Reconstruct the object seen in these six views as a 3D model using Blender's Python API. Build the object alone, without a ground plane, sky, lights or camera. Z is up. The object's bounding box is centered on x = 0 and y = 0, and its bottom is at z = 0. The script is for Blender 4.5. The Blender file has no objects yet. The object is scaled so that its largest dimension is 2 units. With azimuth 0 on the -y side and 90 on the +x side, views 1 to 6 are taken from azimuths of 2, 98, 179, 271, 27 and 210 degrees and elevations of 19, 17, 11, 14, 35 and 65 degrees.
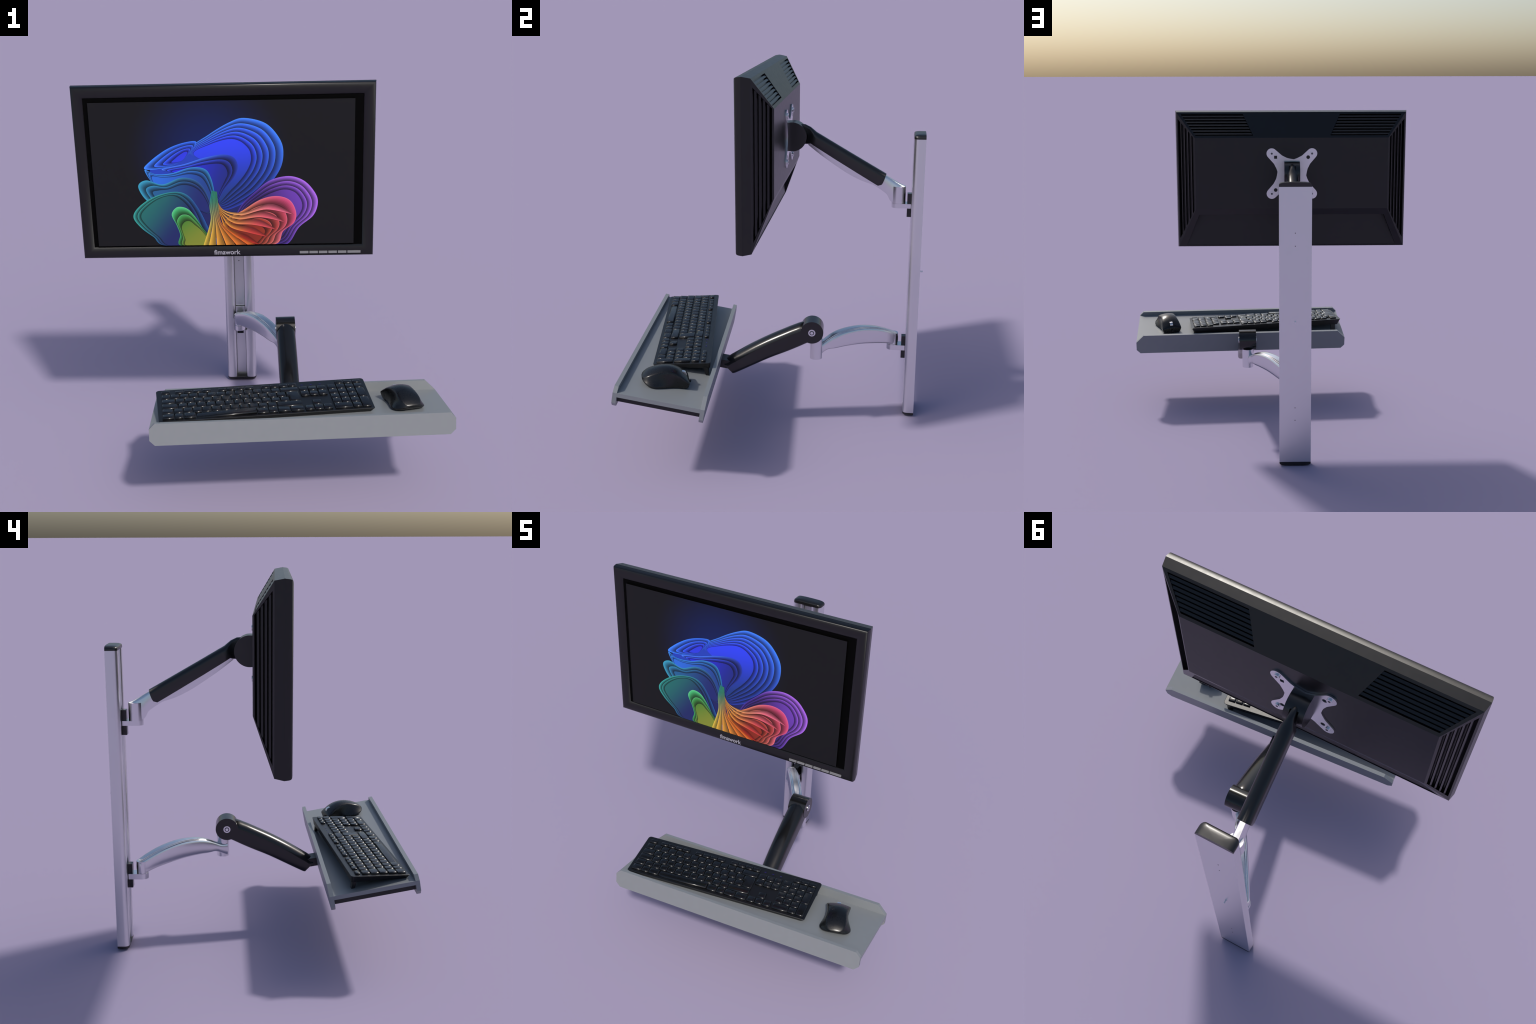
import bpy, bmesh, math, random
from mathutils import Vector, Matrix, Euler

random.seed(7)
SCN = bpy.context.scene.collection

# ----------------------------------------------------------------- helpers
def lin(r, g, b, k=1.0):
    f = lambda c: (c / 255 / 12.92 if c / 255 <= .04045 else ((c / 255 + .055) / 1.055) ** 2.4)
    return (f(r) * k, f(g) * k, f(b) * k, 1)

def node_mat(name):
    m = bpy.data.materials.new(name)
    m.use_nodes = True
    nt = m.node_tree
    return m, nt, nt.nodes["Principled BSDF"]

def plain(name, col, rough, metal=0.0, spec=0.5, grain=0.06, scale=60.0, rough_var=0.04, bump=0.0, coat=0.0):
    """Principled material whose colour and roughness wander a little with noise."""
    m, nt, b = node_mat(name)
    tc = nt.nodes.new("ShaderNodeTexCoord")
    nz = nt.nodes.new("ShaderNodeTexNoise")
    nz.inputs["Scale"].default_value = scale
    nz.inputs["Detail"].default_value = 3
    nt.links.new(tc.outputs["Object"], nz.inputs["Vector"])
    mix = nt.nodes.new("ShaderNodeMix"); mix.data_type = 'RGBA'
    mix.inputs["A"].default_value = tuple(c * (1 - grain) for c in col[:3]) + (1,)
    mix.inputs["B"].default_value = tuple(min(1, c * (1 + grain)) for c in col[:3]) + (1,)
    nt.links.new(nz.outputs["Fac"], mix.inputs["Factor"])
    nt.links.new(mix.outputs["Result"], b.inputs["Base Color"])
    mr = nt.nodes.new("ShaderNodeMapRange")
    mr.inputs["To Min"].default_value = rough - rough_var
    mr.inputs["To Max"].default_value = rough + rough_var
    nt.links.new(nz.outputs["Fac"], mr.inputs["Value"])
    nt.links.new(mr.outputs["Result"], b.inputs["Roughness"])
    b.inputs["Metallic"].default_value = metal
    b.inputs["Specular IOR Level"].default_value = spec
    b.inputs["Coat Weight"].default_value = coat
    if bump:
        bp = nt.nodes.new("ShaderNodeBump")
        bp.inputs["Strength"].default_value = bump
        bp.inputs["Distance"].default_value = .0005
        n2 = nt.nodes.new("ShaderNodeTexNoise"); n2.inputs["Scale"].default_value = 900
        nt.links.new(tc.outputs["Object"], n2.inputs["Vector"])
        nt.links.new(n2.outputs["Fac"], bp.inputs["Height"])
        nt.links.new(bp.outputs["Normal"], b.inputs["Normal"])
    return m

def gradient(name, ca, cb, pa, pb, rough=.5, spec=.3):
    """Colour runs from ca at point pa to cb at point pb (object x, z)."""
    m, nt, b = node_mat(name)
    tc = nt.nodes.new("ShaderNodeTexCoord")
    sub = nt.nodes.new("ShaderNodeVectorMath"); sub.operation = 'SUBTRACT'
    sub.inputs[1].default_value = (pa[0], 0, pa[1])
    d = Vector((pb[0] - pa[0], 0, pb[1] - pa[1])); d /= d.length_squared
    dot = nt.nodes.new("ShaderNodeVectorMath"); dot.operation = 'DOT_PRODUCT'
    dot.inputs[1].default_value = d
    ramp = nt.nodes.new("ShaderNodeValToRGB")
    ramp.color_ramp.interpolation = 'EASE'
    ramp.color_ramp.elements[0].color = ca
    ramp.color_ramp.elements[1].color = cb
    nt.links.new(tc.outputs["Object"], sub.inputs[0])
    nt.links.new(sub.outputs["Vector"], dot.inputs[0])
    nt.links.new(dot.outputs["Value"], ramp.inputs["Fac"])
    nt.links.new(ramp.outputs["Color"], b.inputs["Base Color"])
    b.inputs["Roughness"].default_value = rough
    b.inputs["Specular IOR Level"].default_value = spec
    return m

def link(ob, parent=None):
    SCN.objects.link(ob)
    if parent is not None:
        ob.parent = parent
    return ob

def empty(name, parent=None, mat=None):
    e = bpy.data.objects.new(name, None)
    e.empty_display_size = .05
    link(e, parent)
    if mat is not None:
        e.matrix_local = mat
    return e

def from_bm(name, bm, mat, parent, smooth=30, recalc=True, local=None):
    if recalc:
        bmesh.ops.recalc_face_normals(bm, faces=bm.faces[:])
    me = bpy.data.meshes.new(name)
    bm.to_mesh(me); bm.free()
    for mm in (mat if isinstance(mat, (list, tuple)) else [mat]):
        me.materials.append(mm)
    ob = bpy.data.objects.new(name, me)
    link(ob, parent)
    if local is not None:
        ob.matrix_local = local
    shade(ob, smooth)
    return ob

def shade(ob, angle):
    me = ob.data
    if angle is None:
        return
    me.polygons.foreach_set("use_smooth", [True] * len(me.polygons))
    if angle < 180:
        me.set_sharp_from_angle(angle=math.radians(angle))
    me.update()

def apply_mods(ob):
    dg = bpy.context.evaluated_depsgraph_get()
    dg.update()
    me = bpy.data.meshes.new_from_object(ob.evaluated_get(dg))
    old = ob.data
    ob.modifiers.clear()
    ob.data = me
    bpy.data.meshes.remove(old)

def cut(ob, cutters):
    for c in cutters:
        md = ob.modifiers.new("cut", 'BOOLEAN')
        md.operation = 'DIFFERENCE'; md.solver = 'EXACT'; md.object = c
    apply_mods(ob)
    for c in cutters:
        me = c.data
        bpy.data.objects.remove(c)
        bpy.data.meshes.remove(me)

def bevel_bm(bm, w, seg=2, ang=30):
    es = [e for e in bm.edges if len(e.link_faces) == 2 and e.calc_face_angle(0) > math.radians(ang)]
    if es:
        bmesh.ops.bevel(bm, geom=es, offset=w, segments=seg, affect='EDGES', clamp_overlap=True, profile=.5)

def loft_bm(rings, cap=True, closed=True):
    bm = bmesh.new()
    vs = [[bm.verts.new(p) for p in r] for r in rings]
    n = len(rings[0])
    for a, b in zip(vs, vs[1:]):
        for i in range(n if closed else n - 1):
            j = (i + 1) % n
            bm.faces.new((a[i], a[j], b[j], b[i]))
    if cap:
        bm.faces.new(vs[0][::-1]); bm.faces.new(vs[-1])
    return bm

def prism_bm(poly, axis, lo, hi):
    """Extrude a 2D outline along axis ('x','y','z')."""
    mk = {'x': lambda p, t: (t, p[0], p[1]), 'y': lambda p, t: (p[0], t, p[1]), 'z': lambda p, t: (p[0], p[1], t)}[axis]
    return loft_bm([[mk(p, lo) for p in poly], [mk(p, hi) for p in poly]])

def box_bm(x0, x1, y0, y1, z0, z1):
    return prism_bm([(x0, y0), (x1, y0), (x1, y1), (x0, y1)], 'z', z0, z1)

def circle(r, n=32, cx=0, cy=0, a0=0, a1=math.tau):
    full = abs(a1 - a0 - math.tau) < 1e-6
    k = n if full else n - 1
    return [(cx + r * math.cos(a0 + (a1 - a0) * i / k), cy + r * math.sin(a0 + (a1 - a0) * i / k)) for i in range(n)]

def catmull(pts, per=6, closed=True):
    out = []
    n = len(pts)
    for i in range(n if closed else n - 1):
        g = lambda k: pts[k % n] if closed else pts[min(max(k, 0), n - 1)]
        p0, p1, p2, p3 = (Vector(g(i + k)) for k in (-1, 0, 1, 2))
        for s in range(per):
            t = s / per
            out.append(.5 * ((2 * p1) + (p2 - p0) * t + (2 * p0 - 5 * p1 + 4 * p2 - p3) * t * t + (3 * p1 - p0 - 3 * p2 + p3) * t ** 3))
    if not closed:
        out.append(Vector(pts[-1]))
    return [tuple(v) for v in out]

def resample(stations, per=4):
    """Smooth a list of equal-length tuples."""
    return [tuple(v) for v in catmull_nd(stations, per)]

def catmull_nd(pts, per):
    out = []
    n = len(pts)
    for i in range(n - 1):
        g = lambda k: pts[min(max(k, 0), n - 1)]
        p0, p1, p2, p3 = g(i - 1), g(i), g(i + 1), g(i + 2)
        for s in range(per):
            t = s / per
            out.append([.5 * (2 * b + (c - a) * t + (2 * a - 5 * b + 4 * c - d) * t * t + (3 * b - a - 3 * c + d) * t ** 3)
                        for a, b, c, d in zip(p0, p1, p2, p3)])
    out.append(list(pts[-1]))
    return out

def beam_loft(stations, section, origin, yaw):
    """Loft along an arm. Station = (s_top, z_top, s_bottom, z_bottom, half_width).
    s runs horizontally from origin in the direction yaw (0 = -y)."""
    d = Vector((math.sin(yaw), -math.cos(yaw), 0)); ax = Vector((math.cos(yaw), math.sin(yaw), 0))
    o = Vector(origin)
    rings = []
    for st, zt, sb, zb, w in stations:
        T = o + d * st + Vector((0, 0, zt - o.z)); B = o + d * sb + Vector((0, 0, zb - o.z))
        H = (B - T).length
        dn = (B - T) / H
        rings.append([T + dn * nrm + ax * lat for lat, nrm in section(w, H)])
    return loft_bm(rings)

def lerp(a, b, t): return a + (b - a) * t

# ----------------------------------------------------------------- materials
M_alu = plain("brushed_aluminium", (.78, .78, .80, 1), .34, metal=1, grain=.01, scale=6, rough_var=.004)
M_chrome = plain("polished_silver", (.80, .80, .82, 1), .26, metal=1, grain=.01, scale=6, rough_var=.004)
M_blackgloss = plain("glossy_black_paint", (.0055, .0055, .006, 1), .20, spec=.55, grain=.08, scale=30, rough_var=.03)
M_blackmetal = plain("black_cap_plastic", (.0060, .0058, .0058, 1), .30, spec=.65, grain=.08, scale=30, rough_var=.03)
M_dark = plain("charcoal_plastic", (.0032, .0030, .0034, 1), .34, spec=.5, grain=.08, scale=40, rough_var=.04)
M_steel = plain("dark_steel", (.10, .11, .12, 1), .3, metal=1, grain=.02, rough_var=.01)
M_hole = plain("hole_shadow_black", (.002, .002, .002, 1), .8, spec=.1)
M_tray = plain("grey_powder_coat", (.212, .227, .240, 1), .39, spec=.5, grain=.03, scale=25, rough_var=.03, bump=.05)
M_under = plain("underside_black_board", (.006, .005, .007, 1), .5)
M_keybase = plain("keyboard_shell_black", (.0050, .0054, .0065, 1), .36, spec=.5, grain=.06)
M_key = plain("key_cap_black", (.0050, .0050, .0054, 1), .21, spec=.6, grain=.06)
M_led = plain("indicator_lamp_blue", (.015, .008, .10, 1), .3)
M_mouse = plain("mouse_shell_black", (.0045, .0048, .0055, 1), .28, spec=.5, grain=.06)
M_rubber = plain("mouse_rubber_grip", (.012, .012, .013, 1), .55, spec=.4, bump=.4)
M_screenblack = plain("screen_frame_black", (.0008, .0008, .0008, 1), .6, spec=.05)
M_button = plain("button_grey", (.20, .20, .21, 1), .4)
M_logo = plain("lettering_silver", (.33, .32, .37, 1), .4)

# ================================================================= workstation
root = empty("wall_mounted_workstation")
root.location = (-.1693, .74, 0)
root["label"] = "silver wall rail carrying jointed monitor arm and keyboard tray arm"
root["category"] = "workstation mount"
INV = Matrix.Translation(-root.location)     # children are modelled in world metres

def part(name, bm, mat, parent=None, smooth=30, **k):
    """A part modelled in world coordinates under the workstation."""
    if parent is None:
        return from_bm(name, bm, mat, root, smooth, local=INV.copy(), **k)
    return from_bm(name, bm, mat, parent, smooth, **k)

# ---------------------------------------------------------------- wall rail
PX = -.1693
def half_rail():
    pts = [(.0902, .7813), (.0902, .745)]
    pts += [(.0702 + .020 * math.cos(a), .745 - .0262 * math.sin(a)) for a in [math.radians(t) for t in (15, 30, 45, 60, 75, 90)]]
    pts += [(.056, .7180), (.045, .7188), (.037, .7212), (.0325, .725), (.0306, .731), (.0302, .758), (.034, .758), (.034, .774)]
    return pts
hr = half_rail()
outline = [(PX + x, y) for x, y in hr] + [(PX - x, y) for x, y in reversed(hr)]
rail = part("wall_rail", prism_bm(outline, 'z', .0225, 1.6205), M_alu, smooth=28)

solid = [(PX + x, y) for x, y in hr[:8]] + [(PX - x, y) for x, y in reversed(hr[:8])]
def cap(z0, z1, sign):
    """Domed end cap: rings shrink towards the middle of the straight back edge."""
    zin, zout = (z0, z1) if sign > 0 else (z1, z0)
    h = zout - zin
    rings = [[(x, y, zin) for x, y in solid]]
    for k in (1.0, .985, .96, .92, .86, .78, .65, .45, .2, .04):
        z = zin + h * (.30 + .70 * (1 - k ** 7) ** .5 * (1 - .10 * k * k))
        rings.append([(PX + (x - PX) * k, .7813 + (y - .7813) * lerp(1, k, .9 if k < .9 else .55), z) for x, y in solid])
    return loft_bm(rings)
part("end_cap", cap(1.6208, 1.6455, 1), M_blackmetal, rail, smooth=50)
part("end_cap", cap(0.0, .0222, -1), M_blackmetal, rail, smooth=50)

for z0, z1 in ((.040, .330), (.500, 1.170), (1.330, 1.600)):
    b = box_bm(PX - .0275, PX + .0275, .756, .7745, z0, z1); bevel_bm(b, .0015)
    part("slot_cover_strip", b, M_alu, rail)
b = box_bm(PX - .0275, PX + .0275, .740, .7745, .462, .496); bevel_bm(b, .003)
part("slot_cover_strip", b, M_alu, rail)
def disc_y(x, y0, y1, z, r, n=20):
    return prism_bm(circle(r, n, x, z), 'y', y0, y1)
for z in (.793, .289):
    part("pin_hole", disc_y(PX, .7548, .7570, z, .0045 if z < .5 else .003, 14), M_hole if z > .5 else M_alu, rail)
for z in (1.3654, 1.2923, .3521, .2771):
    part("pin_hole", disc_y(PX + .001, .780, .7818, z, .0026, 12), M_hole, rail)
part("wall_screw", disc_y(PX, .778, .7992, .8595, .0038, 14), M_chrome, rail)
part("wall_screw", disc_y(PX, .778, .7835, .8595, .0062, 14), M_chrome, rail)

# ------------------------------------------------------- carriages and lugs
def carriage(zlo, zhi, lug_z0, lug_z1, parent, lug_tip):
    b = box_bm(PX - .019, PX + .019, .6955, .762, zlo, zhi); bevel_bm(b, .004, 3)
    part("slide_carriage", b, M_blackgloss, parent)
    r = .0325
    pl = [(PX - r, .716), (PX - r, lug_tip + r)]
    pl += circle(r, 15, PX, lug_tip + r, math.pi, math.tau)[1:-1]
    pl += [(PX + r, lug_tip + r), (PX + r, .716)]
    b = prism_bm(pl, 'z', lug_z0, lug_z1); bevel_bm(b, .007, 3, 50)
    part("hinge_lug", b, M_chrome, parent, smooth=50)

# ------------------------------------------------------------- keyboard arm
B0 = (-.170, .645, .43)
YS = math.radians(32.54)
def silver_section(w, H):
    r = [(0, 0), (.40 * w, 0), (.55 * w, .0006), (.63 * w, .0035), (.70 * w, .0030), (.82 * w, .0042), (.93 * w, .009), (w, .020)]
    lo = [(w * .985, H * .62), (w * .95, H * .85), (w * .85, H * .96), (w * .6, H)]
    right = r + lo
    return right + [(-a, b) for a, b in reversed(right) if a > 1e-6]
stations = [(-.026, .474, -.026, .422, .020), (-.016, .487, -.016, .419, .027), (.004, .498, .010, .419, .0305), (.06, .5215, .064, .4345, .034), (.13, .5435, .133, .4465, .035),
            (.2275, .559, .228, .4585, .035), (.326, .5545, .325, .4620, .034), (.39, .539, .39, .460, .032), (.44, .516, .437, .460, .0265), (.475, .500, .475, .443, .0275), (.512, .498, .512, .424, .030)]
karm = part("keyboard_arm_link", beam_loft(resample(stations, 4), silver_section, B0, YS), M_chrome, smooth=50)
def post(x, y, r0, r1, z0, z1, bev=.004):
    b = loft_bm([[(p[0], p[1], z0) for p in circle(r0, 36, x, y)], [(p[0], p[1], z1) for p in circle(r1, 36, x, y)]])
    bevel_bm(b, bev, 3, 60)
    return b
part("hinge_post", post(-.170, .645, .0305, .0305, .4185, .4845), M_chrome, karm, smooth=40)
dvec = Vector((math.sin(YS), -math.cos(YS)))
ex, ey = B0[0] + dvec.x * .519, B0[1] + dvec.y * .519
part("hinge_post", post(.109, .2255, .0335, .0345, .4195, .535), M_chrome, karm, smooth=40)
carriage(.336, .470, .388, .4178, karm, .611)

D0 = (.1107, .2028, .586)
YB = math.radians(3.2)
def black_section(w, H, dome=.040, k=.018):
    dome = min(dome, H * .5)
    right = [(0, 0)] + [(w * math.sin(a), dome * (1 - math.cos(a))) for a in [math.radians(t) for t in range(10, 91, 10)]]
    right += [(w, H * .7)] + [(w - k * (1 - math.cos(a)), H - k + k * math.sin(a)) for a in [math.radians(t) for t in range(0, 91, 18)]]
    right[0] = (0, 0)
    return right + [(-a, b) for a, b in reversed(right) if a > 1e-6]
st = [(.0, .628, .0, .532, .0508), (.05, .629, .026, .5205, .0510), (.10, .6105, .080, .4935, .0510), (.15, .588, .140, .4655, .0510), (.2465, .5415, .234, .4245, .0508),
      (.34, .4905, .325, .3785, .0505), (.428, .4365, .405, .3375, .050), (.455, .4195, .437, .3235, .0492), (.474, .4045, .449, .332, .0485), (.4905, .3895, .479, .363, .047)]
barm = part("tray_support_arm", beam_loft(resample(st, 4), black_section, D0, YB), M_blackgloss, smooth=42)
axm = Matrix.Translation(Vector(D0)) @ Matrix.Rotation(YB, 4, 'Z')
def xcyl(x0, x1, r, n=48, bev=0.0):
    b = prism_bm(circle(r, n), 'x', x0, x1)
    if bev: bevel_bm(b, bev, 2, 60)
    return b
part("elbow_drum", xcyl(-.0525, .0525, .0628, 56, .0012), M_blackgloss, barm, smooth=40, local=axm.copy())
for sgn in (-1, 1):
    part("pivot_bolt", xcyl(min(sgn * .050, sgn * .0555), max(sgn * .050, sgn * .0555), .0195, 32, .0025), M_chrome, barm, smooth=40, local=axm.copy())
    ring = prism_bm(circle(.0130, 28), 'x', min(sgn * .053, sgn * .0558), max(sgn * .053, sgn * .0558))
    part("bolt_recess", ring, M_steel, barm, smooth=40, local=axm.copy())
    b = prism_bm(circle(.0085, 6), 'x', min(sgn * .053, sgn * .0575), max(sgn * .053, sgn * .0575)); bevel_bm(b, .001)
    part("pivot_bolt_head", b, M_chrome, barm, smooth=30, local=axm.copy())
bm_ = box_bm(-.042, .042, -.555, -.452, -.0235, .0235); bevel_bm(bm_, .002)
blk_m = Matrix.Translation(Vector((D0[0], D0[1], .3815))) @ Matrix.Rotation(YB, 4, 'Z') @ Matrix.Translation((0, -.49, 0)) @ Matrix.Rotation(math.radians(-9.5), 4, 'X') @ Matrix.Translation((0, .49, 0))
part("tray_bracket", bm_, M_dark, barm, local=blk_m)

# ------------------------------------------------------------ keyboard tray
TM = Matrix.Translation((.1916, -.7537, .4387)) @ Matrix.Rotation(.0664, 4, 'Z') @ Matrix.Rotation(-.1754, 4, 'X')
tray_root = empty("keyboard_tray", root, INV @ TM)
L2, DEP, TH = .714, .4549, .021
def flange(h, cb, ct, v0, v1, wb=0.0):
    pl = [(-L2 + cb, wb), (L2 - cb, wb), (L2, wb + cb), (L2, wb + h - ct), (L2 - ct, wb + h), (-L2 + ct, wb + h), (-L2, wb + h - ct), (-L2, wb + cb)]
    b = prism_bm(pl, 'y', v0, v1); bevel_bm(b, .0008, 1)
    return b
FL = .0795
part("tray_flange", flange(.1056, .0248, .0261, 0, TH), M_tray, tray_root)
part("tray_flange", flange(.1313, .0248, .0507, DEP - TH, DEP, -.002), M_tray, tray_root)
part("tray_floor", box_bm(-L2, L2, TH + .0002, DEP - TH - .0002, FL - .021, FL), M_tray, tray_root)
part("underside_board", box_bm(-L2 + .026, L2 - .026, TH + .0004, DEP - TH - .0004, FL - .054, FL - .0212), M_under, tray_root)

# -------------------------------------------------------------- monitor arm
U0 = (-.1727, .648, 1.25)
def lever_section(w, H):
    right = [(0, 0), (w * .62, 0), (w * .72, .003), (w, .016), (w, H * .85), (w * .85, H)]
    right = [(a, min(b, H)) for a, b in right]
    return right + [(-a, b) for a, b in reversed(right) if a > 1e-6]
lev = [(-.034, 1.3475, -.030, 1.300, .018), (-.010, 1.357, -.005, 1.275, .022), (.0192, 1.3725, .0405, 1.262, .022), (.045, 1.388, .0640, 1.300, .021), (.0716, 1.4035, .0904, 1.3205, .020),
       (.10, 1.420, .1154, 1.3375, .021), (.13, 1.437, .1450, 1.3545, .021), (.1968, 1.475, .2100, 1.3762, .0215), (.27, 1.515, .2900, 1.4165, .0215), (.34, 1.555, .3744, 1.4715, .0215), (.42, 1.600, .4399, 1.5170, .020), (.48, 1.628, .5053, 1.5675, .017)]
marm = part("monitor_arm_lever", beam_loft(resample(lev, 3), lever_section, U0, 0), M_chrome, smooth=40)
part("hinge_post", post(-.1727, .648, .0385, .038, 1.2545, 1.3475, .005), M_chrome, marm, smooth=45)
carriage(1.178, 1.309, 1.2292, 1.2538, marm, .610)
def cover_section(w, H):
    dome = min(.026, w * .8)
    right = [(0, 0)] + [(w * math.sin(a), dome * (1 - math.cos(a))) for a in [math.radians(t) for t in range(12, 91, 13)]]
    right += [(w, H * .6), (w, H - .006), (w - .003, H)]
    return right + [(-a, b) for a, b in reversed(right) if a > 1e-6]
cov = [(.0725, 1.4095, .0905, 1.3635, .0335), (.0715, 1.4140, .0960, 1.3570, .0345), (.0800, 1.4190, .1160, 1.3515, .0345), (.095, 1.4275, .1304, 1.3595, .0345), (.1968, 1.4855, .2350, 1.4215, .0345), (.3200, 1.5560, .3560, 1.4940, .0345),
       (.4400, 1.6255, .4700, 1.5640, .0345), (.4600, 1.6370, .4908, 1.5775, .0340), (.4760, 1.6505, .5040, 1.5735, .0260), (.4934, 1.6644, .5150, 1.5720, .0175), (.5226, 1.6783, .5350, 1.5705, .0145), (.5500, 1.6800, .5550, 1.5730, .0140), (.5850, 1.6700, .5850, 1.5800, .0140)]
part("arm_cover", beam_loft(cov, cover_section, U0, 0), M_blackmetal, marm, smooth=38)

HUB = Vector((-.1731, .058, 1.6135))
pl = [(.0385, 1.5365), (.0385, 1.6905)]
pl = [(.0400, HUB.z + .078)] + [(HUB.y + .0795 * math.cos(a), HUB.z + .0795 * math.sin(a)) for a in [math.radians(95 - i * 190 / 30) for i in range(31)]] + [(.0400, HUB.z - .078)]
b = prism_bm(pl, 'x', HUB.x - .0485, HUB.x + .0485); bevel_bm(b, .006, 3, 60)
hub = part("tilt_hub", b, M_blackmetal, marm, smooth=45)
slot = part("cutter", box_bm(HUB.x - .021, HUB.x + .021, .070, .20, 1.50, 1.668), M_blackmetal)
cut(hub, [slot]); shade(hub, 45)

# mounting plate: four rounded ends joined by waisted edges
VC = (-.1733, 1.6140)
q = .1255
def vesa_outline():
    out = []
    for k in range(4):
        ca, sa = round(math.cos(k * math.pi / 2)), round(math.sin(k * math.pi / 2))
        quarter = [(.0895, .012), (.0965, .032), (.112, .0625)]
        quarter += circle(.0325, 15, q, q, math.radians(-42), math.radians(132))
        quarter += [(.0625, .114), (.032, .0985), (.012, .0935)]
        out += [(VC[0] + x * ca - y * sa, VC[1] + x * sa + y * ca) for x, y in quarter]
    return out
b = prism_bm(vesa_outline(), 'y', .0322, .0400); bevel_bm(b, .0034, 3, 50)
plate = part("mounting_plate", b, M_chrome, marm, smooth=40)
cs = []
for sx in (-1, 1):
    for sz in (-1, 1):
        x, z = VC[0] + sx * .1015, VC[1] + sz * .1025
        outl = [(x - .0095, z - .0095), (x + .0095, z - .0095), (x + .0095, z + .0095), (x - .0095, z + .0095)] if (sx, sz) == (1, 1) else circle(.0115, 20, x, z)
        cs.append(part("cutter", prism_bm(outl, 'y', .02, .06), M_chrome))
cut(plate, cs); shade(plate, 75)
for sx in (-1, 1):
    for sz in (-1, 1):
        b = disc_y(VC[0] + sx * q, .0395, .0470, VC[1] + sz * q, .0140, 24); bevel_bm(b, .0025, 2, 60)
        part("plate_screw", b, M_chrome, plate, smooth=45)
        b = prism_bm(circle(.0070, 6, VC[0] + sx * q, VC[1] + sz * q), 'y', .0465, .0474)
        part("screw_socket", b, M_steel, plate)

# ------------------------------------------------------------------ monitor
MC = Matrix.Translation((-.1727, -.1412, 1.5637)) @ Matrix.Rotation(.0030, 4, 'Z')
def rect(hw, z0, z1, y):
    return [(-hw, y, z0), (hw, y, z0), (hw, y, z1), (-hw, y, z1)]
RIM = (.7225, -.4275, .4275, .0765); PAN = (.602, -.1707, .2723, .1727)
bm = loft_bm([rect(.7190, -.4240, .4240, .0100), rect(.7305, -.4352, .4352, .0305), rect(.7312, -.436, .436, .0312), rect(*RIM), rect(*PAN)])
monitor = from_bm("monitor", bm, M_dark, root, None, local=INV @ MC)
monitor.data.materials.append(M_hole)

def face_frame(side):
    """Point on a rear chamfer: t from rim to panel, a along the edge, d outward."""
    if side == 'top':
        p0, p1 = Vector((0, RIM[3], RIM[2])), Vector((0, PAN[3], PAN[2])); along = Vector((1, 0, 0))
    elif side == 'bottom':
        p0, p1 = Vector((0, RIM[3], RIM[1])), Vector((0, PAN[3], PAN[1])); along = Vector((1, 0, 0))
    else:
        s = 1 if side == 'right' else -1
        p0, p1 = Vector((s * RIM[0], RIM[3], 0)), Vector((s * PAN[0], PAN[3], 0)); along = Vector((0, 0, 1))
    nrm = (p1 - p0).cross(along).normalized()
    if nrm.y < 0: nrm = -nrm
    return lambda t, a, d: p0.lerp(p1, t) + along * a + nrm * d

def quad_prism(fr, corners, d0, d1):
    bm = loft_bm([[fr(t, a, d0) for t, a in corners], [fr(t, a, d1) for t, a in corners]])
    bmesh.ops.recalc_face_normals(bm, faces=bm.faces[:])
    return bm

cutters, slats = [], []
def lerp(a, b, t): return a + (b - a) * t
def vent(side, t0, t1, lo0, lo1, hi0, hi1, depth, n_slots, fill):
    """Louvred opening: edges lo/hi run linearly between t0 and t1."""
    fr = face_frame(side)
    bm = quad_prism(fr, [(t0, lo0), (t1, lo1), (t1, hi1), (t0, hi0)], -depth, .02)
    cutters.append(from_bm("cutter", bm, M_dark, monitor, None))
    pitch = 1 / (n_slots - 1 + (1 - fill))
    for i in range(n_slots - 1):
        f0 = (i + 1 - fill) * pitch; f1 = (i + 1) * pitch
        e = .004
        c = []
        for f in (f0, f1):
            c.append((lerp(t0, t1, f), lerp(lo0, lo1, f) - e, lerp(hi0, hi1, f) + e))
        (ta, la, ha), (tb, lb, hb) = c
        ring_out = [fr(ta, la, -.0050), fr(tb, lb, -.0012), fr(tb, hb, -.0012), fr(ta, ha, -.0050)]
        ring_in = [fr(ta, la, -.0120), fr(tb, lb, -.0100), fr(tb, hb, -.0100), fr(ta, ha, -.0120)]
        slats.append(loft_bm([ring_in, ring_out]))
for s in (-1, 1):
    lo, hi = (.305, .240), (.694, .597)
    if s > 0: vent('top', .08, .91, lo[0], lo[1], hi[0], hi[1], .015, 8, .60)
    else: vent('top', .08, .91, -hi[0], -hi[1], -lo[0], -lo[1], .015, 8, .60)
    vent('right' if s > 0 else 'left', .08, .91, -.372, -.181, .385, .276, .024, 5, .42)
cutters.append(from_bm("cutter", box_bm(-.6735, .6735, -.05, .0165, -.3775, .3775), M_screenblack, monitor, None))
zt, zb = lerp(RIM[1], PAN[1], .845), lerp(RIM[1], PAN[1], .035)
bm = prism_bm([(-.672, zb), (.672, zb), (.585, zt), (-.585, zt)], 'y', RIM[3] + .0005, .25)
bmesh.ops.recalc_face_normals(bm, faces=bm.faces[:])
cutters.append(from_bm("cutter", bm, M_dark, monitor, None))
cut(monitor, cutters)
shade(monitor, 20)
for b in slats:
    from_bm("vent_slat", b, M_dark, monitor, None)

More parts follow.
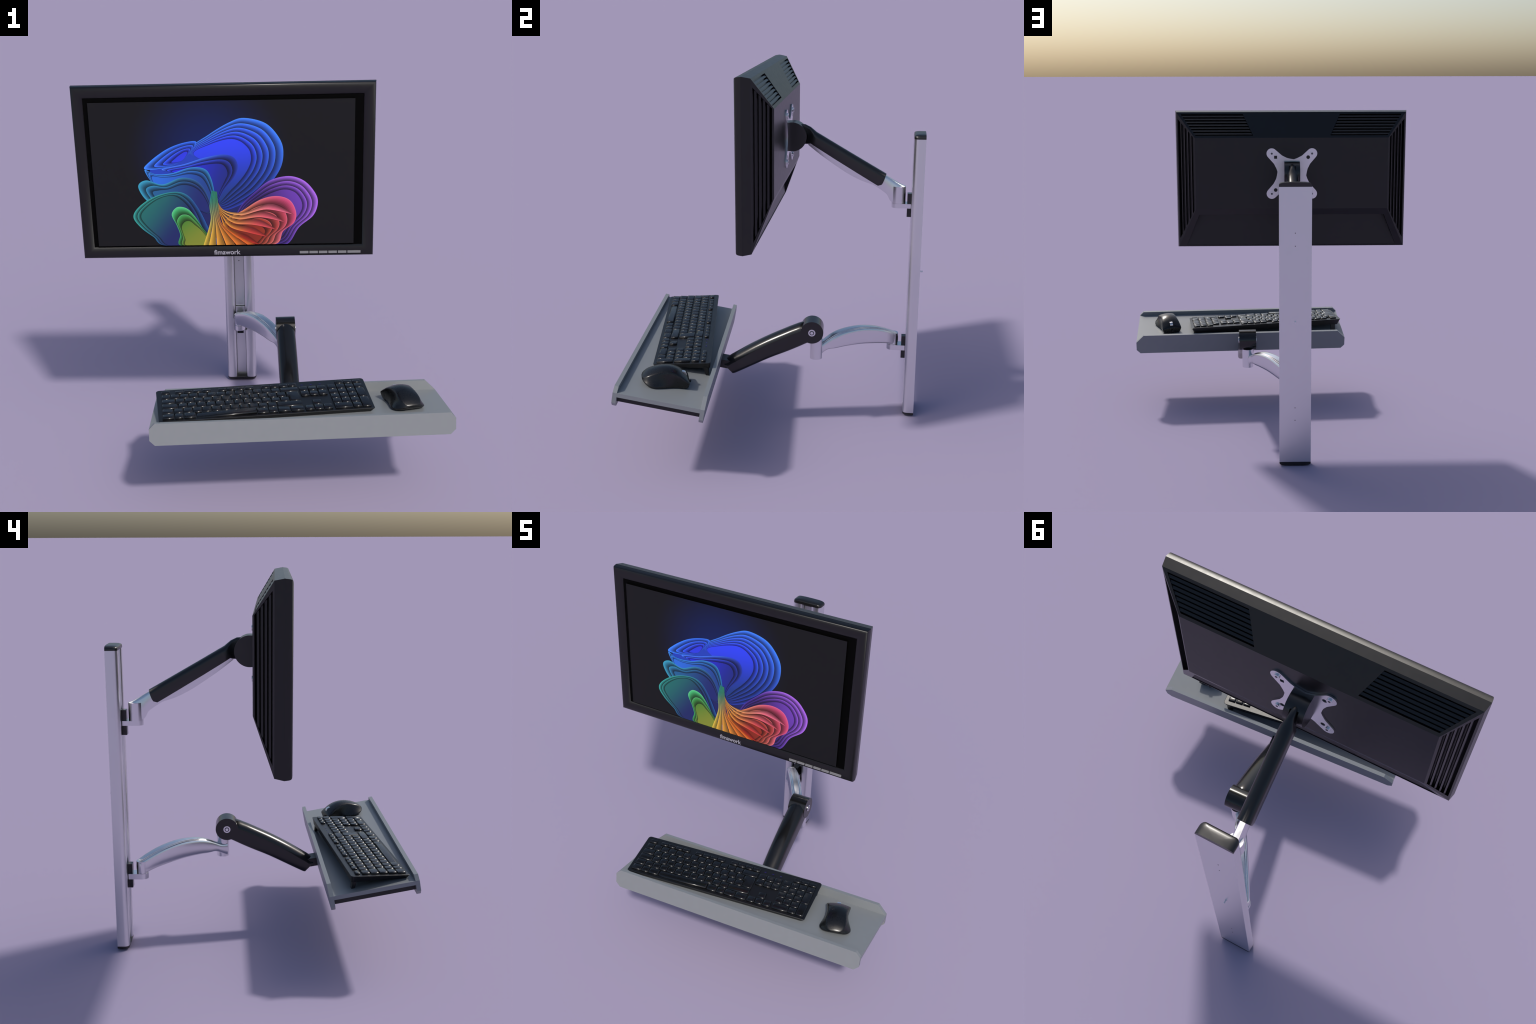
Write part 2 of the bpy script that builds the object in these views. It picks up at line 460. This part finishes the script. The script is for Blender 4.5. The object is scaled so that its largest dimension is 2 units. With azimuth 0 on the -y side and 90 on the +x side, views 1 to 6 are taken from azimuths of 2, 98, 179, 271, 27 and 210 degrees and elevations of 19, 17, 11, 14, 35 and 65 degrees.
# bezel: rounded frame around the screen
prof = [(-.0042, .0311), (-.0036, .0230), (-.0026, .0140), (-.0014, .0075), (.0002, .0030), (.0022, .0000), (.0055, -.0024), (.014, -.0042), (.024, -.0042), (.033, -.0034), (.041, -.0012), (.048, .0022), (.0530, .0062), (.0548, .0085), (.0552, .0135)]
rings = []
for ins, y in prof:
    rings.append(rect(.7275 - ins, -.431 + ins, .431 - ins, y))
bm = bmesh.new()
vs = [[bm.verts.new(p) for p in r] for r in rings]
for a, c in zip(vs, vs[1:]):
    for i in range(4):
        j = (i + 1) % 4
        bm.faces.new((a[i], a[j], c[j], c[i]))
from_bm("bezel", bm, M_dark, monitor, 55, recalc=True)
from_bm("screen_frame", box_bm(-.6735, .6735, .0095, .0160, -.3775, .3775), M_screenblack, monitor, None)

# ---- picture on the screen: an abstract ribbon flower in the same hues
PX0, PX1, PZ0, PZ1 = -.6495, .6308, -.3667, .3560
pic_mats, pic_faces, pic_verts = [], [], []
def glow(name, c0, c1, centre, radius):
    """Colour falls off from c0 at the centre to c1 at the radius."""
    m, nt, b = node_mat(name)
    tc = nt.nodes.new("ShaderNodeTexCoord")
    d = nt.nodes.new("ShaderNodeVectorMath"); d.operation = 'DISTANCE'
    d.inputs[1].default_value = (centre[0], 0, centre[1])
    mr = nt.nodes.new("ShaderNodeMapRange"); mr.inputs["From Max"].default_value = radius
    ramp = nt.nodes.new("ShaderNodeValToRGB"); ramp.color_ramp.interpolation = 'EASE'
    ramp.color_ramp.elements[0].color = c0; ramp.color_ramp.elements[1].color = c1
    nt.links.new(tc.outputs["Object"], d.inputs[0]); nt.links.new(d.outputs["Value"], mr.inputs["Value"])
    nt.links.new(mr.outputs["Result"], ramp.inputs["Fac"]); nt.links.new(ramp.outputs["Color"], b.inputs["Base Color"])
    b.inputs["Roughness"].default_value = .5; b.inputs["Specular IOR Level"].default_value = .2
    return m
BG = glow("screen_background", lin(22, 36, 92, .9), lin(23, 23, 26, .9), (-.08, .10), .42)
pic_mats.append(BG)
layer = [0]
def add_poly(pts, mat_index):
    y = -.0020 - layer[0] * .000014
    layer[0] += 1
    base = len(pic_verts)
    pts = [(min(max(x, PX0), PX1), min(max(z, PZ0), PZ1)) for x, z in pts]
    pic_verts.extend((x, y, z) for x, z in pts)
    pic_faces.append((list(range(base, base + len(pts))), mat_index))
add_poly([(PX0, PZ0), (PX1, PZ0), (PX1, PZ1), (PX0, PZ1)], 0)
from_bm("display_panel", box_bm(PX0, PX1, -.0018, .0093, PZ0, PZ1), M_screenblack, monitor, None)
def mixc(a, b, t): return tuple(lerp(p, q_, t) for p, q_ in zip(a, b))
def family(outer, inner, steps, col_a, col_b, low_a, low_b, pa, pb, rim, rim_w=.0026):
    """Nested ribbons between two closed curves; every ribbon has a light rim and
    shades from col (at pa) to low (at pb)."""
    o = catmull(outer, 10); n = catmull(inner, 10)
    at = (0, .045, .14, .25, .36, .48, .60, .72, .86)
    for k in range(steps):
        t0 = (k / steps) ** .9; t1 = ((k + 1) / steps) ** .9
        for j, f in enumerate(at):
            t = lerp(t0, t1, f)
            pts = [mixc(a, b, t) for a, b in zip(o, n)]
            v = lerp(1.08, .45, ((j - 1) / (len(at) - 2)) ** 1.2) if j else 1.0
            col = mixc(rim, mixc(col_a, col_b, t), .35) if j == 0 else [min(255, c * v) for c in mixc(col_a, col_b, t)]
            low = [c * (v if j else 1.25) for c in mixc(low_a, low_b, t)]
            pic_mats.append(gradient("ribbon", lin(*col, .95), lin(*low, .95), pa, pb))
            add_poly(pts, len(pic_mats) - 1)
    pic_mats.append(gradient("ribbon_heart", lin(*col_b, .95), lin(*low_b, .95), pa, pb))
    add_poly(n, len(pic_mats) - 1)
pic_mats.append(gradient("ribbon_body", lin(40, 70, 190, .9), lin(34, 40, 100, .9), (-.2, .06), (-.1, -.2)))
add_poly(catmull([(-.36, .04), (-.25, .10), (-.12, .12), (.05, .06), (.06, -.10), (.10, -.20), (.05, -.33), (-.15, -.33), (-.30, -.20), (-.36, -.08)], 8), len(pic_mats) - 1)
# upper blue lobe
family([(-.174, .114), (-.07, .195), (.03, .252), (.101, .271), (.20, .245), (.262, .18), (.286, .11), (.27, .02), (.20, -.075), (.11, -.14), (.0, -.185), (-.035, -.15), (-.02, -.08), (-.06, .04)],
       [(-.15, .10), (-.07, .145), (.02, .170), (.075, .160), (.115, .125), (.128, .09), (.125, .05), (.10, .00), (.06, -.05), (.02, -.09), (-.02, -.135), (-.035, -.145), (-.03, -.10), (-.06, .03)],
       5, (60, 125, 245), (52, 72, 250), (40, 60, 160), (34, 60, 130), (.02, .20), (.06, -.13), (98, 176, 250))
# left blue lobe
family([(-.394, .029), (-.36, .070), (-.28, .125), (-.20, .155), (-.135, .160), (-.165, .11), (-.22, .06), (-.31, .03)],
       [(-.26, .060), (-.245, .075), (-.22, .095), (-.195, .11), (-.180, .11), (-.185, .095), (-.205, .07), (-.235, .06)],
       3, (50, 110, 240), (50, 60, 225), (60, 130, 245), (45, 70, 230), (-.18, .15), (-.36, .03), (90, 165, 250))
# right violet lobe
family([(.07, -.17), (.15, -.09), (.22, -.038), (.31, -.018), (.385, -.042), (.437, -.10), (.453, -.154), (.43, -.22), (.36, -.28), (.30, -.3667), (.20, -.3667), (.06, -.25)],
       [(.10, -.18), (.17, -.13), (.23, -.10), (.29, -.085), (.34, -.10), (.37, -.14), (.375, -.18), (.355, -.22), (.31, -.27), (.27, -.33), (.20, -.34), (.09, -.24)],
       3, (170, 105, 225), (120, 70, 190), (75, 50, 150), (50, 35, 90), (.42, -.08), (.17, -.20), (190, 130, 245))
# red and pink fan
family([(.0, -.235), (.08, -.19), (.17, -.135), (.25, -.118), (.315, -.14), (.345, -.20), (.335, -.255), (.28, -.30), (.24, -.3667), (.06, -.3667), (-.01, -.31)],
       [(.01, -.27), (.06, -.27), (.11, -.265), (.15, -.265), (.18, -.28), (.19, -.30), (.18, -.32), (.16, -.345), (.13, -.3667), (.06, -.3667), (.0, -.32)],
       4, (205, 75, 120), (170, 60, 35), (215, 140, 70), (120, 40, 30), (.30, -.15), (.0, -.27), (235, 140, 160))
# blue tongues in the middle
family([(-.31, .025), (-.20, .050), (-.10, .080), (-.01, .095), (.045, .080), (.064, .035), (.045, -.02), (-.005, -.08), (-.045, -.14), (-.075, -.09), (-.10, -.03), (-.20, .0)],
       [(-.26, .015), (-.18, .03), (-.10, .045), (-.03, .05), (.0, .035), (.012, .0), (.0, -.03), (-.025, -.08), (-.048, -.13), (-.065, -.09), (-.09, -.04), (-.17, -.005)],
       2, (70, 125, 250), (45, 50, 225), (38, 55, 150), (35, 45, 130), (-.25, .03), (.0, -.08), (85, 160, 250))
# light blue sweep
family([(-.394, .024), (-.34, .002), (-.26, .006), (-.17, .033), (-.10, .025), (-.070, -.02), (-.055, -.10), (-.06, -.15), (-.12, -.11), (-.22, -.06), (-.34, -.055)],
       [(-.36, -.01), (-.31, -.015), (-.25, -.012), (-.18, .0), (-.13, -.01), (-.10, -.04), (-.075, -.10), (-.065, -.15), (-.12, -.12), (-.21, -.08), (-.33, -.06)],
       2, (62, 145, 240), (48, 110, 220), (45, 120, 170), (38, 70, 140), (-.34, .0), (-.09, -.09), (80, 175, 245))
# teal petal
family([(-.430, -.062), (-.39, -.028), (-.31, -.050), (-.22, -.018), (-.15, -.030), (-.105, -.075), (-.078, -.15), (-.085, -.20), (-.15, -.18), (-.28, -.15), (-.38, -.14)],
       [(-.36, -.09), (-.33, -.08), (-.28, -.075), (-.22, -.055), (-.17, -.06), (-.125, -.09), (-.09, -.155), (-.09, -.195), (-.15, -.18), (-.26, -.155), (-.33, -.13)],
       2, (55, 150, 180), (40, 100, 150), (45, 80, 130), (35, 45, 110), (-.38, -.08), (-.12, -.15), (70, 185, 215))
# green-teal left lobe
family([(-.464, -.214), (-.43, -.16), (-.35, -.11), (-.25, -.088), (-.185, -.11), (-.135, -.18), (-.095, -.27), (-.06, -.3667), (-.31, -.3667), (-.37, -.32), (-.43, -.27)],
       [(-.425, -.215), (-.40, -.172), (-.335, -.125), (-.265, -.108), (-.215, -.135), (-.175, -.19), (-.15, -.27), (-.13, -.3667), (-.29, -.3667), (-.34, -.32), (-.395, -.265)],
       2, (55, 160, 150), (38, 110, 105), (36, 80, 140), (34, 44, 100), (-.42, -.17), (-.25, -.30), (80, 195, 180))
# small green folds
family([(-.272, -.205), (-.245, -.168), (-.20, -.172), (-.165, -.205), (-.125, -.27), (-.075, -.3667), (-.235, -.3667), (-.235, -.31), (-.25, -.26)],
       [(-.225, -.27), (-.21, -.245), (-.185, -.24), (-.16, -.26), (-.12, -.30), (-.09, -.3667), (-.205, -.3667), (-.21, -.335), (-.22, -.30)],
       2, (75, 190, 120), (50, 130, 50), (40, 120, 60), (130, 140, 50), (-.23, -.18), (-.12, -.34), (150, 215, 175))
# strips sweeping from the neck to the right, orange turning red and pink
NR = 5
for k in range(NR):
  t = k / (NR - 1)
  if True:
    def sweep(u):
        return catmull([(-.045, -.135), (lerp(-.030, -.012, u), lerp(-.215, -.190, u)), (lerp(.0, .075, u), lerp(-.295, -.212, u)), (lerp(.08, .20, u), lerp(-.345, -.185, u)), (lerp(.16, .338, t), lerp(-.3667, -.215, t))], 9, False)
    SUB = 5
  for j in range(SUB):
    a, c = sweep(t + .17 * j / SUB), sweep(t + .178)
    v = lerp(1.05, .55, j / (SUB - 1)); cs_ = [q_ * v for q_ in mixc((235, 150, 50), (240, 175, 90), t)]; ce = [q_ * v for q_ in mixc((190, 50, 35), (230, 105, 130), t)]
    pic_mats.append(gradient("sweep_strip", lin(*cs_, .95), lin(*ce, .95), (-.03, -.25), (lerp(.10, .24, t), -.27)))
    add_poly(a + c[::-1], len(pic_mats) - 1)
# stalk: strands fanning out of the neck
neck = [(-.052, -.115), (-.046, -.118), (-.040, -.12), (-.034, -.125)]
NS = 6
for k in range(NS):
  t = k / (NS - 1)
  if True:
    def strand(u):
        top = (lerp(-.068, -.046, u), lerp(-.085, -.09, u))
        mid = (lerp(-.080, -.020, u), lerp(-.24, -.265, u ** 1.2))
        end = (lerp(-.12, .10, u ** 1.3), -.3667)
        return catmull([top, (lerp(top[0], mid[0], .5) - .008, lerp(top[1], mid[1], .5)), mid, end], 8, False)
    SUB = 5
  for j in range(SUB):
    a, c = strand(t + .17 * j / SUB), strand(min(1.12, t + .18))
    ca = mixc((50, 150, 130), (60, 150, 110), t)
    ce = mixc((225, 190, 70), (225, 105, 40), t)
    dk = lerp(1.05, .62, j / (SUB - 1))
    pic_mats.append(gradient("strand", lin(*[v * dk for v in ca], .95), lin(*[v * dk for v in ce], .95), (-.05, -.11), (-.01, -.31)))
    add_poly(a + c[::-1], len(pic_mats) - 1)
me = bpy.data.meshes.new("screen_picture")
me.from_pydata(pic_verts, [], [f for f, _ in pic_faces])
for mm in pic_mats: me.materials.append(mm)
for p_, (_, mi) in zip(me.polygons, pic_faces): p_.material_index = mi
bm = bmesh.new(); bm.from_mesh(me)
bmesh.ops.triangulate(bm, faces=bm.faces[:], ngon_method='EAR_CLIP')
for f in bm.faces:
    f.normal_update()
    if f.normal.y > 0: f.normal_flip()
bm.to_mesh(me); bm.free()
link(bpy.data.objects.new("screen_picture", me), monitor)

# lettering and buttons
cu = bpy.data.curves.new("maker_lettering", 'FONT')
cu.body = "fimawork"; cu.size = .034; cu.extrude = .0008; cu.align_x = 'CENTER'; cu.align_y = 'CENTER'; cu.offset = .0006
tx = bpy.data.objects.new("maker_lettering", cu)
link(tx, monitor)
bpy.context.view_layer.update()
me = bpy.data.meshes.new_from_object(tx.evaluated_get(bpy.context.evaluated_depsgraph_get()))
bpy.data.objects.remove(tx)
xs = [v.co.x for v in me.vertices]; ys = [v.co.y for v in me.vertices]
kx = .1325 / (max(xs) - min(xs)); cx = (max(xs) + min(xs)) / 2; cy = (max(ys) + min(ys)) / 2
for v in me.vertices:
    v.co = Vector(((v.co.x - cx) * kx - .002, -.0053 - v.co.z * .6, (v.co.y - cy) * kx - .4055))
me.materials.clear(); me.materials.append(M_logo)
me.flip_normals() if False else None
bm = bmesh.new(); bm.from_mesh(me); bmesh.ops.recalc_face_normals(bm, faces=bm.faces[:]); bm.to_mesh(me); bm.free()
link(bpy.data.objects.new("maker_lettering", me), monitor)
bx0, bx1 = .362, .666
for a, c in ((0, 59), (65, 122), (129, 186), (193, 250), (257, 314), (321, 409)):
    b = box_bm(lerp(bx0, bx1, a / 409), lerp(bx0, bx1, c / 409), -.0088, -.002, -.4165, -.4050); bevel_bm(b, .0035, 2)
    from_bm("control_button", b, M_button, monitor, 40)

# ================================================================= keyboard
KM = Matrix.Translation((.0065, -.5181, .5264)) @ Matrix.Rotation(.1507, 4, 'Z') @ Matrix.Rotation(.0264, 4, 'X') @ Matrix.Rotation(.0159, 4, 'Y')
def kb_outline(wf, wb, df, db, z_f, z_b, rf, rb):
    pts = []
    for (cx, cy, r, a0) in ((wb - rb, db - rb, rb, 0), (-wb + rb, db - rb, rb, 90), (-wf + rf, -df + rf, rf, 180), (wf - rf, -df + rf, rf, 270)):
        for i in range(5):
            a = math.radians(a0 + 90 * i / 4)
            x, y = cx + r * math.cos(a), cy + r * math.sin(a)
            pts.append((x, y, lerp(z_f, z_b, (y + df) / (df + db))))
    return pts
rings = [kb_outline(.496, .503, .142, .143, -.0240, -.0375, .006, .012),
         kb_outline(.514, .521, .150, .1495, -.0030, -.0030, .006, .015),
         kb_outline(.515, .523, .1505, .1505, -.0012, -.0012, .006, .016),
         kb_outline(.513, .521, .1490, .1490, .0, .0, .006, .015)]
keyboard = from_bm("keyboard", loft_bm(rings), M_keybase, None, 12, local=KM)
keyboard["label"] = "full-size black computer keyboard with glossy keys and tall enter key"
keyboard["category"] = "keyboard"
PIT = .045
U_0 = -.4985
rows = {0: (.0985, .1225), 1: (.0475, .0885), 2: (.002, .043), 3: (-.0435, -.0025), 4: (-.089, -.048), 5: (-.1345, -.0935)}
KH = .0098
mesh_cache = {}
def key_mesh(w, d, tilt=0):
    key = (round(w, 4), round(d, 4), tilt)
    if key in mesh_cache: return mesh_cache[key]
    def ring(ix, iy0, iy1, z0, z1):
        return [(-w / 2 + ix, -d / 2 + iy0, z0), (w / 2 - ix, -d / 2 + iy0, z0), (w / 2 - ix, d / 2 - iy1, z1), (-w / 2 + ix, d / 2 - iy1, z1)]
    fr_ = (.0095, .0120, .0075, .0140)[tilt] * min(1, d / .041)
    sl = (.0015, .0025, .0, .0030)[tilt]
    rings = [ring(0, 0, 0, -.002, -.002), ring(.0006, .0008, .0005, KH * .55, KH * .72), ring(.0022, .0040, .0018, KH * .96, KH * .82), ring(.0055 + sl, fr_, .0040, KH + .0004, KH * .86)]
    bm = loft_bm(rings)
    bmesh.ops.recalc_face_normals(bm, faces=bm.faces[:])
    me = bpy.data.meshes.new("key"); bm.to_mesh(me); bm.free()
    me.materials.append(M_key)
    me.polygons.foreach_set("use_smooth", [True] * len(me.polygons))
    mesh_cache[key] = me
    return me
GAP = .0036
def add_key(u0, u1, v0, v1):
    w, d = u1 - u0 - GAP, v1 - v0
    ob = bpy.data.objects.new("key", key_mesh(w, d, random.randrange(4)))
    ob.location = ((u0 + u1) / 2, (v0 + v1) / 2, 0)
    ob.rotation_euler = (random.uniform(-.035, .055), random.uniform(-.05, .05), 0)
    link(ob, keyboard)
def row_keys(r, spec):
    for a, b_ in spec:
        add_key(U_0 + a * PIT, U_0 + b_ * PIT, *rows[r])
seq = lambda a, n: [(a + i, a + i + 1) for i in range(n)]
row_keys(0, [(0, 1)] + seq(1.5, 4) + seq(6.25, 4) + seq(11, 4))
row_keys(1, seq(0, 13) + [(13, 15)])
row_keys(2, [(0, 1.5)] + seq(1.5, 12))
row_keys(3, [(0, 1.75)] + seq(1.75, 12))
row_keys(4, [(0, 1.25)] + seq(1.25, 11) + [(12.25, 15)])
row_keys(5, [(0, 1.3), (1.3, 2.25), (2.25, 3.55), (3.55, 9.95), (9.95, 11.2), (11.2, 12.2), (12.2, 13.55), (13.55, 15)])
# tall enter key: wider upper half, narrower lower half
ux0, ux1, ux2 = U_0 + 13.5 * PIT + .0021, U_0 + 13.75 * PIT + .0021, U_0 + 15 * PIT - .0021
vt, vm, vb = rows[2][1], rows[2][0] + .001, rows[3][0]
def ell(i, z):
    return [(ux1 + i, vb + i * 1.2, z), (ux2 - i, vb + i * 1.2, z), (ux2 - i, vt - i * .6, z), (ux0 + i, vt - i * .6, z), (ux0 + i, vm + i, z), (ux1 + i, vm + i, z)]
ent = from_bm("key", loft_bm([ell(0, -.002), ell(.0006, KH * .65), ell(.0025, KH * .95), ell(.008, KH)]), M_key, keyboard, 180)
N0, NP = .1815, .0447
for r in (1, 2):
    for i in range(3): add_key(N0 + i * NP, N0 + (i + 1) * NP, *rows[r])
add_key(N0 + NP, N0 + 2 * NP, *rows[4])
for i in range(3): add_key(N0 + i * NP, N0 + (i + 1) * NP, *rows[5])
K0, KP = .3245, .0447
for i in (1, 2, 3): add_key(K0 + i * KP, K0 + (i + 1) * KP, *rows[0])
for i in range(4): add_key(K0 + i * KP, K0 + (i + 1) * KP, *rows[1])
for r in (2, 3, 4):
    for i in range(3): add_key(K0 + i * KP, K0 + (i + 1) * KP, *rows[r])
add_key(K0 + 3 * KP, K0 + 4 * KP, rows[3][0], rows[2][1])
add_key(K0 + 3 * KP, K0 + 4 * KP, rows[5][0], rows[4][1])
add_key(K0, K0 + 2 * KP, *rows[5]); add_key(K0 + 2 * KP, K0 + 3 * KP, *rows[5])
for u in (.2034, .249, .2948):
    b = prism_bm([(u + .0062 * math.cos(i * math.tau / 14), .1148 + .0032 * math.sin(i * math.tau / 14)) for i in range(14)], 'z', -.001, .0010)
    from_bm("indicator_lamp", b, M_led, keyboard, 40)
# fold-out feet at the back
for u in (-.470, .492):
    b = loft_bm([[(u - .016, .108, -.026), (u + .016, .108, -.026), (u + .016, .134, -.030), (u - .016, .134, -.030)],
                 [(u - .013, .124, -.0835), (u + .013, .124, -.0835), (u + .013, .138, -.0835), (u - .013, .138, -.0835)]])
    bevel_bm(b, .002)
    from_bm("fold_out_foot", b, M_keybase, keyboard, 40)

# ==================================================================== mouse
# stations: a (along), half width at foot, at skirt, at shoulder, foot height, skirt height, shoulder height, crown height
MM = TM @ Matrix.Translation((.507, .206, FL)) @ Matrix.Rotation(math.radians(14.5), 4, 'Z') @ Matrix.Diagonal((1.06, 1.07, .97, 1))
ms = [(-.101, .014, .018, .015, .027, .029, .031, .033), (-.095, .036, .042, .034, .019, .024, .037, .043), (-.076, .060, .068, .047, .006, .016, .053, .062), (-.045, .072, .081, .050, .0012, .010, .069, .081),
      (-.005, .066, .073, .048, .001, .009, .082, .0955), (.035, .055, .060, .051, .001, .009, .083, .0975), (.070, .050, .055, .057, .001, .010, .072, .0870), (.096, .051, .057, .061, .001, .012, .056, .0710), (.114, .051, .058, .063, .001, .020, .044, .0560), (.122, .047, .055, .060, .008, .028, .038, .0450)]
def mouse_ring(a, wf, ws, wt, hf, hs, hsh, hc):
    right = [(0, hc), (wt * .5, hc - (hc - hsh) * .28), (wt * .86, lerp(hsh, hc, .30)), (wt, hsh), (lerp(wt, ws, .22), lerp(hsh, hs, .40)), (lerp(wt, ws, .65), lerp(hsh, hs, .78)), (ws, hs), (wf + .002, lerp(hf, hs, .3)), (wf * .9, hf)]
    r = [(b_, a, h) for b_, h in right]
    return r + [(0, a, hf)] + [(-b_, a, h) for b_, h in reversed([(p[0], p[2]) for p in r]) if b_ > 1e-6]
mouse = from_bm("computer_mouse", loft_bm([mouse_ring(*s) for s in resample(ms, 4)]), M_mouse, None, 60, local=MM)
sub = mouse.modifiers.new("round", 'SUBSURF'); sub.levels = 2
apply_mods(mouse); shade(mouse, 40)
mouse["label"] = "black ergonomic computer mouse with flared base and silver wheel"
mouse["category"] = "mouse"
b = xcyl(-.009, .009, .020, 28, .003)
from_bm("scroll_wheel", b, M_chrome, mouse, 40, local=Matrix.Translation((0, .0905, .0575)))
b = prism_bm(circle(.006, 16, 0, .024), 'y', .112, .134); bevel_bm(b, .0012, 2, 60)
from_bm("cord_stub", b, M_rubber, mouse, 40)

bpy.context.view_layer.update()
